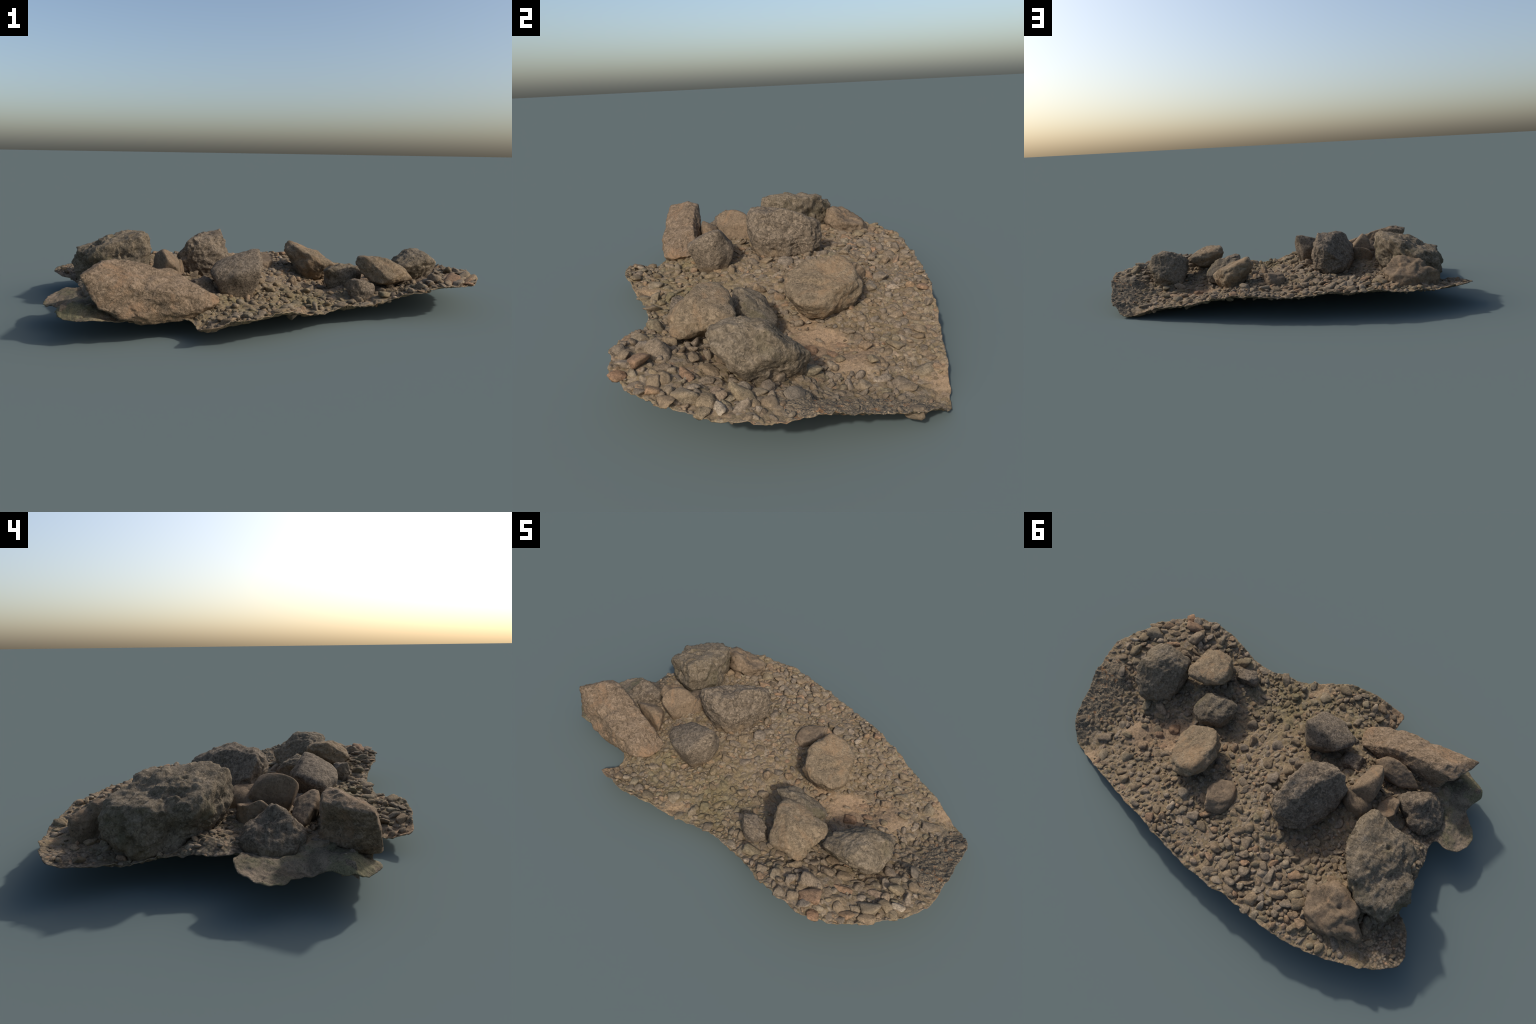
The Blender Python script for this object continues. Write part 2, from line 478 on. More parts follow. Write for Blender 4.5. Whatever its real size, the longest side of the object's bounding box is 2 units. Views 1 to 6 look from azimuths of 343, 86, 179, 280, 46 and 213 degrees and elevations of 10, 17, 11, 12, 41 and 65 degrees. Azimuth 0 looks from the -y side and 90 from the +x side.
def add(name, mesh, parent, material=None, loc=(0, 0, 0)):
    ob = bpy.data.objects.new(name, mesh)
    bpy.context.scene.collection.objects.link(ob)
    ob.parent = parent
    ob.location = loc
    if material is not None and mesh is not None and not mesh.materials:
        mesh.materials.append(material)
    return ob


def bed_edge():
    loop = closed_spline(RIM, 0.007)
    nrm = np.roll(loop, -1, 0)[:, :2] - np.roll(loop, 1, 0)[:, :2]
    nrm = np.c_[nrm[:, 1], -nrm[:, 0]] / np.linalg.norm(nrm, axis=1, keepdims=True)
    return loop[:, :2] + nrm * (0.0035 * fbm(flat3(loop[:, :2], 38), 3, 2))[:, None]


def build_ground(parent, material, edge, stones, grid=0.0042):
    lo, hi = edge.min(0), edge.max(0)
    xs, ys = np.arange(lo[0], hi[0], grid), np.arange(lo[1], hi[1], grid * 0.866)
    gx, gy = np.meshgrid(xs, ys)
    gx = gx + (np.arange(len(ys)) % 2)[:, None] * grid * 0.5
    pts = np.c_[gx.ravel(), gy.ravel()]
    pts = pts + RNG.uniform(-0.2, 0.2, pts.shape) * grid
    pts = pts[inside(pts, edge)]
    pts = pts[rim_distance(pts, edge) > grid * 0.6]
    allp = np.vstack([edge, pts])
    n = len(edge)
    v, _, f, *_ = delaunay_2d_cdt([Vector(p) for p in allp], [(i, (i + 1) % n) for i in range(n)], [], 1, 1e-6)
    v = np.array([tuple(p) for p in v])
    f = np.array([t for t in f if len(t) == 3])
    # Delaunay orientation: make every face look up
    a, b, c = v[f[:, 0]], v[f[:, 1]], v[f[:, 2]]
    flip = (b - a)[:, 0] * (c - a)[:, 1] - (b - a)[:, 1] * (c - a)[:, 0] < 0
    f[flip] = f[flip][:, ::-1]
    d = rim_distance(v, edge)
    z = np.maximum(ground_height(v, d), 0.004)
    # soil banked up against every half-buried stone
    tree = KDTree(len(v))
    for i, p in enumerate(v):
        tree.insert((p[0], p[1], 0), i)
    tree.balance()
    base = ground_base(np.array([(s[0], s[1]) for s in stones]))
    for (x, y, a, b, h, yaw, show, tilt), g in zip(stones, base):
        ids = [i for _, i, _ in tree.find_range((x, y, 0), 1.7 * a)]
        if not ids:
            continue
        dx, dy = v[ids, 0] - x, v[ids, 1] - y
        c, k = math.cos(yaw), math.sin(yaw)
        e = np.hypot((dx * c + dy * k) / a, (dy * c - dx * k) / b)
        bank = g + 0.55 * h * show * np.clip((1.6 - e) / 1.1, 0, 1) ** 1.5
        z[ids] = np.where(e < 1.75, np.maximum(z[ids], bank), z[ids])
    low = np.maximum(z - 0.002 - 0.010 * smooth_step(0.0, 0.05, d), 0.0)
    low[z.argmin()] = 0.0
    m = len(v)
    # open border edges become the side wall
    e = np.vstack([f[:, [0, 1]], f[:, [1, 2]], f[:, [2, 0]]])
    key = np.sort(e, 1)
    _, inv, cnt = np.unique(key, axis=0, return_inverse=True, return_counts=True)
    border = e[cnt[inv.ravel()] == 1]
    wall = np.vstack([np.c_[border[:, 1], border[:, 0], border[:, 0] + m], np.c_[border[:, 1], border[:, 0] + m, border[:, 1] + m]])
    verts = np.vstack([np.c_[v, z], np.c_[v, low]])
    faces = np.vstack([f, f[:, ::-1] + m, wall])
    add("ground", build_mesh("ground", verts, faces), parent, material)


# ------------------------------------------------------------------ rocks
def icosphere(level):
    bm = bmesh.new()
    bmesh.ops.create_icosphere(bm, subdivisions=level, radius=1.0)
    v = np.array([tuple(x.co) for x in bm.verts])
    f = np.array([[x.index for x in face.verts] for face in bm.faces])
    bm.free()
    return v / np.linalg.norm(v, axis=1, keepdims=True), f


SPHERE = {k: icosphere(k) for k in (2, 3, 4, 5, 6, 7)}


def hull_planes(points):
    bm = bmesh.new()
    for p in points:
        bm.verts.new(p)
    bmesh.ops.convex_hull(bm, input=bm.verts)
    bm.normal_update()
    mid = np.mean([f.calc_center_median() for f in bm.faces], axis=0)
    nd = []
    for f in bm.faces:
        n = np.array(f.normal)
        d = n @ np.array(f.calc_center_median())
        if n @ mid > d:
            n, d = -n, -d
        if f.calc_area() > 1e-7:
            nd.append((*n, d))
    bm.free()
    nd = np.array(nd)
    return nd[:, :3], nd[:, 3]


class Rock:
    """A boulder: the block spanned by its corners, edges worn round, surface weathered.
    It is kept as a radius over direction, so that it can also be asked what it covers."""

    def __init__(self, corners, worn=60, root=0.0, swell=1.0, foot=0.62):
        c = np.array(corners, float)
        self.mid = (c.min(0) + c.max(0)) / 2
        if root:
            low = c[c[:, 2] < self.mid[2]].copy()
            low[:, :2] = self.mid[:2] + (low[:, :2] - self.mid[:2]) * foot
            low[:, 2] = c[:, 2].min() - root
            c = np.vstack([c, low])
        self.mid = c.mean(0) * 0.5 + self.mid * 0.5
        cov = np.cov((c - self.mid).T) + 1e-5 * np.eye(3)
        w, r = np.linalg.eigh(cov)
        if np.linalg.det(r) < 0:
            r[:, 0] = -r[:, 0]
        self.frame = r * np.sqrt(w)            # columns: half axes of the block
        self.back = np.linalg.inv(self.frame)
        local = (c - self.mid) @ self.back.T * swell
        self.n, self.d = hull_planes([tuple(p) for p in local])
        self.worn = worn

    def radius(self, direction):
        out = np.empty(len(direction))
        for i in range(0, len(direction), 20000):
            part = direction[i : i + 20000]
            t = np.clip(part @ self.n.T / np.maximum(self.d, 1e-3), 1e-6, None)
            top = t.max(1, keepdims=True)
            out[i : i + 20000] = 1.0 / (top[:, 0] * ((t / top) ** self.worn).sum(1) ** (1.0 / self.worn))
        return out

    def covers(self, p, shrink=1.0):
        q = (p - self.mid) @ self.back.T
        r = np.linalg.norm(q, axis=1)
        return r < shrink * self.radius(q / np.maximum(r, 1e-9)[:, None])

    def mesh(self, name, level, seed, lump=1.0, ridge=1.0, dents=()):
        u, f = SPHERE[level]
        p = (u * self.radius(u)[:, None]) @ self.frame.T + self.mid
        size = np.cbrt(np.prod(np.ptp(p, axis=0)))
        k = lump * min(1.0, size / 0.2)
        out = p - self.mid
        out = out / np.linalg.norm(out, axis=1, keepdims=True)
        off = seed * 7.3
        warp = np.c_[noise(p * 14 + off, seed), noise(p * 14 + off + 9, seed + 1), noise(p * 14 + off + 17, seed + 2)]
        q = p + 0.012 * warp
        h = 0.0085 * fbm(q * 9 + off, 2, seed) + 0.0050 * fbm(q * 26 + off, 3, seed + 5)
        h += ridge * (0.0042 * ridged(q * 17 + off, 3, seed + 7) + 0.0022 * ridged(q * 60 + off, 2, seed + 11))
        h -= ridge * 0.006 * smooth_step(0.35, 0.75, noise(q * 34 + off, seed + 40))
        p = p + out * (k * h)[:, None]
        for x, y, z, r, depth in dents:
            c = np.array((x, y, z))
            d = np.linalg.norm(p - c, axis=1) / r
            p = p - out * (depth * np.exp(-2.2 * d * d))[:, None]
        floor = np.maximum(ground_base(p[:, :2]) - 0.006, 0.004)   # nothing hangs out under the bed
        p[:, 2] = np.maximum(p[:, 2], floor)
        return build_mesh(name, p - self.mid, f)


def pebble_shape(level, rng):
    """a small stone: a ball cut by a few random planes and worn"""
    u, f = SPHERE[level]
    k = rng.integers(6, 11)
    n = rng.normal(size=(k, 3))
    n = np.vstack([n / np.linalg.norm(n, axis=1, keepdims=True), np.eye(3), -np.eye(3)])
    d = np.r_[rng.uniform(0.55, 0.95, k), np.full(6, 1.0)]
    worn = rng.choice([14, 26, 44])
    t = np.clip(u @ n.T / d, 1e-6, None)
    r = 1.0 / ((t ** worn).sum(1) ** (1.0 / worn))
    p = u * r[:, None]
    s = int(rng.integers(1000))
    p = p * (1 + 0.12 * noise(p * 1.7 + s, s) + 0.05 * noise(p * 4.1 + s, s + 1))[:, None]
    half = np.ptp(p, axis=0) / 2
    return p / half, f


def turned(yaw, tilt_x, tilt_y):
    return np.array((Euler((0, 0, yaw)).to_matrix() @ Euler((tilt_x, tilt_y, 0)).to_matrix()))


BOULDERS = []

TONES = {
    "grey": dict(light=(0.230, 0.181, 0.130), mid=(0.157, 0.122, 0.086), dark=(0.082, 0.065, 0.048), speck=0.62),
    "grey_mossy": dict(light=(0.240, 0.191, 0.135), mid=(0.171, 0.134, 0.090), dark=(0.094, 0.074, 0.050), speck=0.52, moss=0.2),
    "rust": dict(light=(0.257, 0.189, 0.129), mid=(0.194, 0.138, 0.088), dark=(0.113, 0.082, 0.051), stain=(0.272, 0.172, 0.100), stain_amount=0.28, speck=0.6),
    "tan": dict(light=(0.268, 0.203, 0.132), mid=(0.210, 0.156, 0.098), dark=(0.132, 0.101, 0.066), stain=(0.254, 0.170, 0.098), stain_amount=0.5, speck=0.5),
    "brown": dict(light=(0.208, 0.150, 0.097), mid=(0.160, 0.115, 0.074), dark=(0.100, 0.074, 0.049), stain=(0.215, 0.135, 0.077), stain_amount=0.25, speck=0.38, smooth=True),
}

# long leaning slab
BOULDERS.append(dict(
    corners=[
        (-0.751, -0.367, 0.294), (-0.334, -0.397, 0.128), (-0.755, -0.468, 0.120), (-0.690, -0.335, 0.100), (-0.848, -0.471, 0.245),
        (-0.505, -0.369, 0.029), (-0.430, -0.462, 0.100), (-0.454, -0.308, 0.143), (-0.735, -0.315, 0.262), (-0.507, -0.340, 0.233),
        (-0.361, -0.326, 0.139), (-0.628, -0.472, 0.062), (-0.383, -0.436, 0.166), (-0.410, -0.358, 0.058), (-0.357, -0.450, 0.119),
        (-0.794, -0.416, 0.123), (-0.575, -0.480, 0.192), (-0.694, -0.504, 0.104), (-0.825, -0.464, 0.269), (-0.733, -0.322, 0.283),
        (-0.463, -0.438, 0.050), (-0.827, -0.387, 0.260), (-0.433, -0.475, 0.157), (-0.336, -0.358, 0.125), (-0.821, -0.492, 0.185),
        (-0.625, -0.335, 0.271), (-0.538, -0.369, 0.029), (-0.822, -0.484, 0.240), (-0.363, -0.343, 0.101), (-0.395, -0.478, 0.116),
        (-0.742, -0.317, 0.130), (-0.402, -0.411, 0.067), (-0.792, -0.498, 0.141), (-0.475, -0.457, 0.056), (-0.789, -0.324, 0.265),
        (-0.687, -0.491, 0.086), (-0.837, -0.461, 0.264), (-0.350, -0.439, 0.115), (-0.362, -0.432, 0.151), (-0.843, -0.446, 0.227),
        (-0.862, -0.472, 0.264),
    ],
    dents=[(-0.80, -0.36, 0.20, 0.07, 0.035), (-0.456, -0.477, 0.144, 0.03, 0.014), (-0.518, -0.495, 0.134, 0.022, 0.014), (-0.523, -0.496, 0.1, 0.02, 0.008), (-0.758, -0.456, 0.251, 0.025, 0.01), (-0.806, -0.48, 0.24, 0.03, 0.012), (-0.607, -0.483, 0.184, 0.015, 0.006), (-0.66, -0.49, 0.155, 0.09, 0.008)], tone="rust", level=6, root=0.0, worn=80, lump=0.9,
))

# the largest boulder
BOULDERS.append(dict(
    corners=[
        (-0.576, 0.047, 0.337), (-0.846, 0.339, 0.157), (-0.853, 0.076, 0.127), (-0.664, 0.311, 0.104), (-0.658, 0.341, 0.277),
        (-0.568, -0.028, 0.216), (-0.840, 0.108, 0.263), (-0.784, 0.254, 0.066), (-0.561, 0.200, 0.316), (-0.837, 0.338, 0.232),
        (-0.736, 0.023, 0.298), (-0.553, 0.159, 0.187), (-0.726, 0.058, 0.103), (-0.871, 0.241, 0.107), (-0.777, 0.326, 0.084),
        (-0.718, -0.012, 0.231), (-0.604, 0.008, 0.329), (-0.664, 0.163, 0.092), (-0.684, 0.367, 0.254), (-0.888, 0.206, 0.156),
        (-0.709, 0.140, 0.318), (-0.797, 0.027, 0.247), (-0.549, 0.087, 0.306), (-0.842, 0.357, 0.196), (-0.689, 0.297, 0.299),
        (-0.862, 0.240, 0.233), (-0.566, 0.009, 0.310), (-0.693, 0.275, 0.076), (-0.561, 0.087, 0.174), (-0.595, 0.116, 0.341),
        (-0.826, 0.065, 0.266), (-0.577, -0.017, 0.282), (-0.627, 0.298, 0.300), (-0.773, 0.342, 0.259), (-0.612, -0.026, 0.205),
        (-0.685, 0.310, 0.086), (-0.701, 0.137, 0.084), (-0.802, 0.124, 0.092), (-0.548, 0.117, 0.187), (-0.788, 0.039, 0.283),
        (-0.863, 0.171, 0.239), (-0.834, 0.196, 0.265), (-0.860, 0.104, 0.115), (-0.811, 0.124, 0.284), (-0.676, 0.011, 0.315),
        (-0.564, -0.025, 0.237), (-0.828, 0.048, 0.221), (-0.846, 0.286, 0.104), (-0.581, 0.019, 0.331), (-0.848, 0.282, 0.243),
        (-0.705, 0.367, 0.257),
    ],
    dents=[(-0.637, 0.127, 0.331, 0.05, 0.018), (-0.587, 0.132, 0.339, 0.03, 0.01), (-0.709, 0.219, 0.312, 0.06, 0.012), (-0.667, 0.315, 0.28, 0.04, 0.01), (-0.603, -0.01, 0.263, 0.025, 0.012), (-0.802, 0.191, 0.275, 0.04, 0.008), (-0.702, -0.001, 0.234, 0.05, 0.012), (-0.675, 0.352, 0.252, 0.05, 0.012), (-0.87, 0.22, 0.13, 0.08, 0.008), (-0.86, 0.09, 0.16, 0.10, 0.070), (-0.75, 0.25, 0.29, 0.09, 0.015), (-0.80, 0.15, 0.27, 0.08, 0.014), (-0.70, 0.31, 0.27, 0.07, 0.012), (-0.60, 0.20, 0.22, 0.06, 0.015)], tone="grey_mossy", level=6, lump=1.2, ridge=1.4, worn=40, swell=0.995,
))

# sloping brown slab at its foot
BOULDERS.append(dict(
    corners=[
        (-0.626, 0.330, 0.225), (-0.777, 0.473, 0.186), (-0.554, 0.462, 0.127), (-0.667, 0.329, 0.112), (-0.537, 0.353, 0.148),
        (-0.523, 0.424, 0.181), (-0.596, 0.491, 0.174), (-0.648, 0.499, 0.131), (-0.784, 0.438, 0.154), (-0.620, 0.303, 0.126),
        (-0.530, 0.371, 0.198), (-0.591, 0.499, 0.128), (-0.525, 0.424, 0.137), (-0.696, 0.378, 0.221), (-0.663, 0.408, 0.105),
        (-0.724, 0.480, 0.139), (-0.658, 0.503, 0.167), (-0.539, 0.453, 0.175), (-0.749, 0.404, 0.133), (-0.592, 0.502, 0.143),
        (-0.736, 0.409, 0.202), (-0.787, 0.443, 0.161), (-0.620, 0.345, 0.243), (-0.665, 0.325, 0.228), (-0.585, 0.305, 0.195),
    ],
    dents=[(-0.644, 0.406, 0.209, 0.035, 0.012), (-0.57, 0.43, 0.19, 0.055, 0.010)], tone="brown", worn=30, lump=1.6, foot=1.05,
))

# dark upright block
BOULDERS.append(dict(
    corners=[
        (-0.222, 0.061, 0.339), (-0.435, -0.049, 0.221), (-0.298, 0.211, 0.140), (-0.227, -0.073, 0.224), (-0.220, 0.220, 0.273),
        (-0.359, -0.065, 0.323), (-0.194, 0.161, 0.181), (-0.360, 0.193, 0.176), (-0.272, 0.016, 0.150), (-0.246, 0.226, 0.162),
        (-0.404, -0.068, 0.306), (-0.231, -0.023, 0.315), (-0.183, 0.061, 0.211), (-0.305, -0.092, 0.286), (-0.397, 0.116, 0.173),
        (-0.395, -0.088, 0.262), (-0.255, 0.208, 0.282), (-0.438, -0.039, 0.249), (-0.410, -0.013, 0.187), (-0.211, 0.112, 0.328),
        (-0.351, 0.195, 0.153), (-0.259, 0.222, 0.268), (-0.332, 0.025, 0.322), (-0.213, -0.059, 0.232), (-0.212, 0.215, 0.232),
        (-0.231, 0.231, 0.254), (-0.274, 0.173, 0.137), (-0.386, -0.060, 0.321), (-0.405, 0.106, 0.185), (-0.235, 0.168, 0.148),
        (-0.432, -0.061, 0.232), (-0.432, -0.053, 0.265), (-0.368, -0.077, 0.311), (-0.394, -0.085, 0.250), (-0.182, 0.180, 0.245),
        (-0.188, 0.190, 0.170),
    ],
    tone="grey", level=6, ridge=1.2, worn=40, root=0.01, foot=0.9,
))

# smooth brown egg
BOULDERS.append(dict(
    corners=[
        (-0.519, -0.188, 0.289), (-0.439, -0.047, 0.170), (-0.456, -0.213, 0.192), (-0.551, -0.071, 0.237), (-0.540, -0.196, 0.195),
        (-0.477, -0.081, 0.267), (-0.489, -0.232, 0.243), (-0.539, -0.051, 0.202), (-0.438, -0.127, 0.154), (-0.434, -0.052, 0.220),
        (-0.547, -0.158, 0.269), (-0.516, -0.139, 0.292), (-0.546, -0.143, 0.186), (-0.445, -0.129, 0.233), (-0.460, -0.226, 0.215),
        (-0.515, -0.222, 0.251), (-0.466, -0.197, 0.176), (-0.429, -0.071, 0.163), (-0.532, -0.210, 0.199), (-0.449, -0.184, 0.169),
        (-0.502, -0.042, 0.192), (-0.513, -0.210, 0.276), (-0.551, -0.103, 0.195), (-0.541, -0.126, 0.275), (-0.489, -0.122, 0.280),
        (-0.546, -0.078, 0.251), (-0.438, -0.045, 0.208),
    ],
    tone="brown", worn=18, lump=0.25, ridge=0.1, swell=1.04,
))

# wedge
BOULDERS.append(dict(
    corners=[
        (-0.114, -0.215, 0.288), (-0.335, -0.310, 0.198), (-0.220, -0.196, 0.107), (-0.142, -0.342, 0.219), (-0.303, -0.198, 0.229),
        (-0.124, -0.232, 0.146), (-0.153, -0.162, 0.189), (-0.278, -0.320, 0.149), (-0.225, -0.353, 0.210), (-0.157, -0.177, 0.136),
        (-0.214, -0.289, 0.126), (-0.335, -0.255, 0.197), (-0.104, -0.245, 0.240), (-0.337, -0.276, 0.219), (-0.195, -0.162, 0.217),
        (-0.155, -0.227, 0.118), (-0.150, -0.306, 0.161), (-0.145, -0.316, 0.251), (-0.275, -0.177, 0.213), (-0.245, -0.222, 0.261),
        (-0.117, -0.210, 0.179), (-0.149, -0.238, 0.287), (-0.149, -0.214, 0.289), (-0.322, -0.307, 0.218), (-0.344, -0.282, 0.206),
        (-0.134, -0.327, 0.235), (-0.252, -0.215, 0.124), (-0.127, -0.251, 0.283), (-0.208, -0.216, 0.105), (-0.321, -0.320, 0.187),
        (-0.142, -0.324, 0.183), (-0.228, -0.289, 0.124), (-0.143, -0.225, 0.122), (-0.102, -0.233, 0.247), (-0.336, -0.250, 0.207),
    ],
    tone="grey", lump=0.6, ridge=0.5,
))

# lumpy rock
BOULDERS.append(dict(
    corners=[
        (-0.740, -0.196, 0.229), (-0.721, -0.120, 0.069), (-0.849, -0.219, 0.123), (-0.687, -0.266, 0.127), (-0.640, -0.139, 0.202),
        (-0.813, -0.090, 0.146), (-0.784, -0.272, 0.149), (-0.639, -0.168, 0.134), (-0.749, -0.076, 0.151), (-0.737, -0.236, 0.087),
        (-0.845, -0.133, 0.157), (-0.847, -0.151, 0.118), (-0.756, -0.256, 0.195), (-0.678, -0.234, 0.180), (-0.744, -0.078, 0.114),
        (-0.742, -0.171, 0.230), (-0.822, -0.256, 0.131), (-0.656, -0.185, 0.204), (-0.822, -0.116, 0.113), (-0.636, -0.186, 0.140),
        (-0.741, -0.274, 0.168), (-0.715, -0.264, 0.109), (-0.737, -0.162, 0.069), (-0.738, -0.100, 0.080), (-0.836, -0.118, 0.163),
        (-0.704, -0.103, 0.183), (-0.822, -0.247, 0.147), (-0.638, -0.158, 0.199), (-0.848, -0.179, 0.113), (-0.677, -0.258, 0.131),
    ],
    dents=[(-0.782, -0.17, 0.171, 0.03, 0.016), (-0.77, -0.16, 0.20, 0.06, 0.010), (-0.809, -0.177, 0.142, 0.025, 0.012), (-0.756, -0.135, 0.179, 0.03, 0.012), (-0.746, -0.156, 0.191, 0.025, 0.012), (-0.706, -0.172, 0.219, 0.02, 0.006)], tone="grey", lump=1.2,
))

# brown rock beside the slab
BOULDERS.append(dict(
    corners=[
        (-0.518, -0.275, 0.237), (-0.698, -0.259, 0.165), (-0.486, -0.273, 0.107), (-0.507, -0.217, 0.189), (-0.463, -0.255, 0.211),
        (-0.455, -0.291, 0.143), (-0.593, -0.300, 0.207), (-0.539, -0.263, 0.091), (-0.613, -0.216, 0.170), (-0.504, -0.297, 0.226),
        (-0.641, -0.289, 0.208), (-0.535, -0.289, 0.237), (-0.503, -0.257, 0.101), (-0.533, -0.224, 0.203), (-0.478, -0.291, 0.127),
        (-0.486, -0.273, 0.229), (-0.459, -0.290, 0.132),
    ],
    tone="brown", lump=0.9, worn=20, foot=0.9,
))

# low brown rock
BOULDERS.append(dict(
    corners=[
        (-0.652, -0.123, 0.238), (-0.568, -0.046, 0.096), (-0.573, -0.020, 0.199), (-0.596, -0.154, 0.185), (-0.670, -0.095, 0.153),
        (-0.659, -0.038, 0.224), (-0.648, -0.153, 0.194), (-0.645, -0.058, 0.120), (-0.585, -0.111, 0.219), (-0.564, -0.108, 0.143),
        (-0.641, -0.027, 0.170), (-0.671, -0.061, 0.231), (-0.573, -0.015, 0.173), (-0.568, -0.079, 0.209), (-0.628, -0.159, 0.195),
    ],
    tone="brown", lump=0.9, worn=20, foot=1.0, swell=0.93, dents=[(-0.64, -0.07, 0.23, 0.06, 0.02)],
))

# tan rock filling the hollow behind it
BOULDERS.append(dict(
    corners=[
        (-0.428, -0.083, 0.221), (-0.532, -0.015, 0.093), (-0.558, -0.067, 0.193), (-0.421, -0.122, 0.147), (-0.422, -0.022, 0.114),
        (-0.425, -0.018, 0.191), (-0.557, -0.059, 0.104), (-0.548, -0.011, 0.159), (-0.490, -0.109, 0.195), (-0.495, -0.078, 0.097),
        (-0.405, -0.091, 0.142), (-0.566, -0.039, 0.172), (-0.414, -0.062, 0.209), (-0.514, -0.017, 0.087), (-0.516, -0.068, 0.090),
        (-0.415, -0.050, 0.118), (-0.446, -0.073, 0.220), (-0.479, -0.116, 0.181), (-0.562, -0.062, 0.116), (-0.466, -0.107, 0.202),
        (-0.490, 0.010, 0.232), (-0.440, -0.045, 0.236), (-0.530, 0.010, 0.200), (-0.490, 0.010, 0.205), (-0.530, 0.010, 0.130),
        (-0.470, 0.010, 0.140),
    ],
    tone="brown", lump=0.7, worn=20, foot=0.95,
))

# tan boulder on the slope
BOULDERS.append(dict(
    corners=[
        (0.181, 0.120, 0.239), (0.373, 0.142, 0.106), (0.211, 0.273, 0.188), (0.267, 0.002, 0.165), (0.323, 0.253, 0.196),
        (0.177, 0.079, 0.154), (0.368, 0.045, 0.144), (0.292, 0.268, 0.131), (0.272, 0.067, 0.095), (0.150, 0.176, 0.200),
        (0.192, 0.234, 0.238), (0.212, 0.031, 0.213), (0.391, 0.101, 0.141), (0.180, 0.258, 0.209), (0.201, 0.044, 0.138),
        (0.337, 0.118, 0.083), (0.193, 0.243, 0.167), (0.310, 0.272, 0.179), (0.153, 0.184, 0.222), (0.247, 0.014, 0.201),
        (0.153, 0.129, 0.199), (0.251, 0.044, 0.107), (0.219, 0.018, 0.169), (0.344, 0.204, 0.191), (0.224, 0.264, 0.155),
        (0.308, 0.012, 0.151), (0.283, 0.279, 0.168), (0.312, 0.261, 0.138), (0.196, 0.179, 0.245), (0.387, 0.130, 0.135),
        (0.248, 0.259, 0.213), (0.352, 0.039, 0.160), (0.172, 0.237, 0.189), (0.176, 0.247, 0.222), (0.329, 0.170, 0.097),
        (0.164, 0.171, 0.235), (0.179, 0.099, 0.230),
    ],
    dents=[(0.362, 0.173, 0.155, 0.03, 0.012), (0.273, 0.161, 0.214, 0.06, 0.008)], tone="tan", root=0.01,
))

# tilted slab
BOULDERS.append(dict(
    corners=[
        (0.463, -0.312, 0.233), (0.543, -0.181, 0.172), (0.359, -0.207, 0.206), (0.566, -0.337, 0.142), (0.415, -0.365, 0.141),
        (0.431, -0.213, 0.134), (0.379, -0.283, 0.236), (0.478, -0.377, 0.176), (0.433, -0.165, 0.188), (0.384, -0.320, 0.140),
        (0.505, -0.241, 0.124), (0.565, -0.223, 0.180), (0.530, -0.344, 0.194), (0.345, -0.242, 0.206), (0.529, -0.178, 0.196),
        (0.371, -0.222, 0.235), (0.550, -0.364, 0.160), (0.482, -0.190, 0.136), (0.435, -0.378, 0.162), (0.498, -0.286, 0.116),
        (0.365, -0.200, 0.220), (0.521, -0.367, 0.146), (0.376, -0.226, 0.168), (0.522, -0.226, 0.211), (0.356, -0.239, 0.229),
        (0.542, -0.193, 0.199), (0.500, -0.199, 0.133), (0.355, -0.265, 0.177), (0.459, -0.190, 0.137), (0.423, -0.184, 0.214),
        (0.525, -0.172, 0.189),
    ],
    dents=[(0.564, -0.287, 0.169, 0.03, 0.014)], tone="tan", root=0.0,
))

# the right boulder
BOULDERS.append(dict(
    corners=[
        (0.736, -0.231, 0.227), (0.697, 0.033, 0.117), (0.565, -0.204, 0.118), (0.801, -0.163, 0.155), (0.621, -0.140, 0.216),
        (0.757, -0.075, 0.217), (0.657, -0.062, 0.062), (0.588, -0.248, 0.182), (0.696, -0.134, 0.077), (0.716, -0.241, 0.174),
        (0.572, -0.165, 0.180), (0.749, -0.010, 0.160), (0.689, -0.149, 0.246), (0.763, -0.107, 0.107), (0.755, -0.242, 0.204),
        (0.648, -0.184, 0.091), (0.702, -0.059, 0.211), (0.702, -0.245, 0.229), (0.576, -0.193, 0.097), (0.669, -0.002, 0.152),
        (0.590, -0.179, 0.206), (0.648, -0.258, 0.187), (0.691, 0.012, 0.093), (0.741, -0.003, 0.130), (0.716, -0.003, 0.170),
        (0.570, -0.230, 0.171), (0.787, -0.096, 0.170), (0.695, 0.035, 0.127), (0.713, -0.254, 0.211), (0.705, -0.107, 0.239),
        (0.562, -0.192, 0.160), (0.734, -0.104, 0.235), (0.788, -0.188, 0.179), (0.778, -0.135, 0.122), (0.712, -0.161, 0.245),
        (0.595, -0.130, 0.060), (0.595, -0.030, 0.060), (0.690, 0.005, 0.060),
    ],
    dents=[(0.715, -0.044, 0.2, 0.03, 0.008)], tone="grey_mossy", level=6, worn=44, foot=0.6,
))

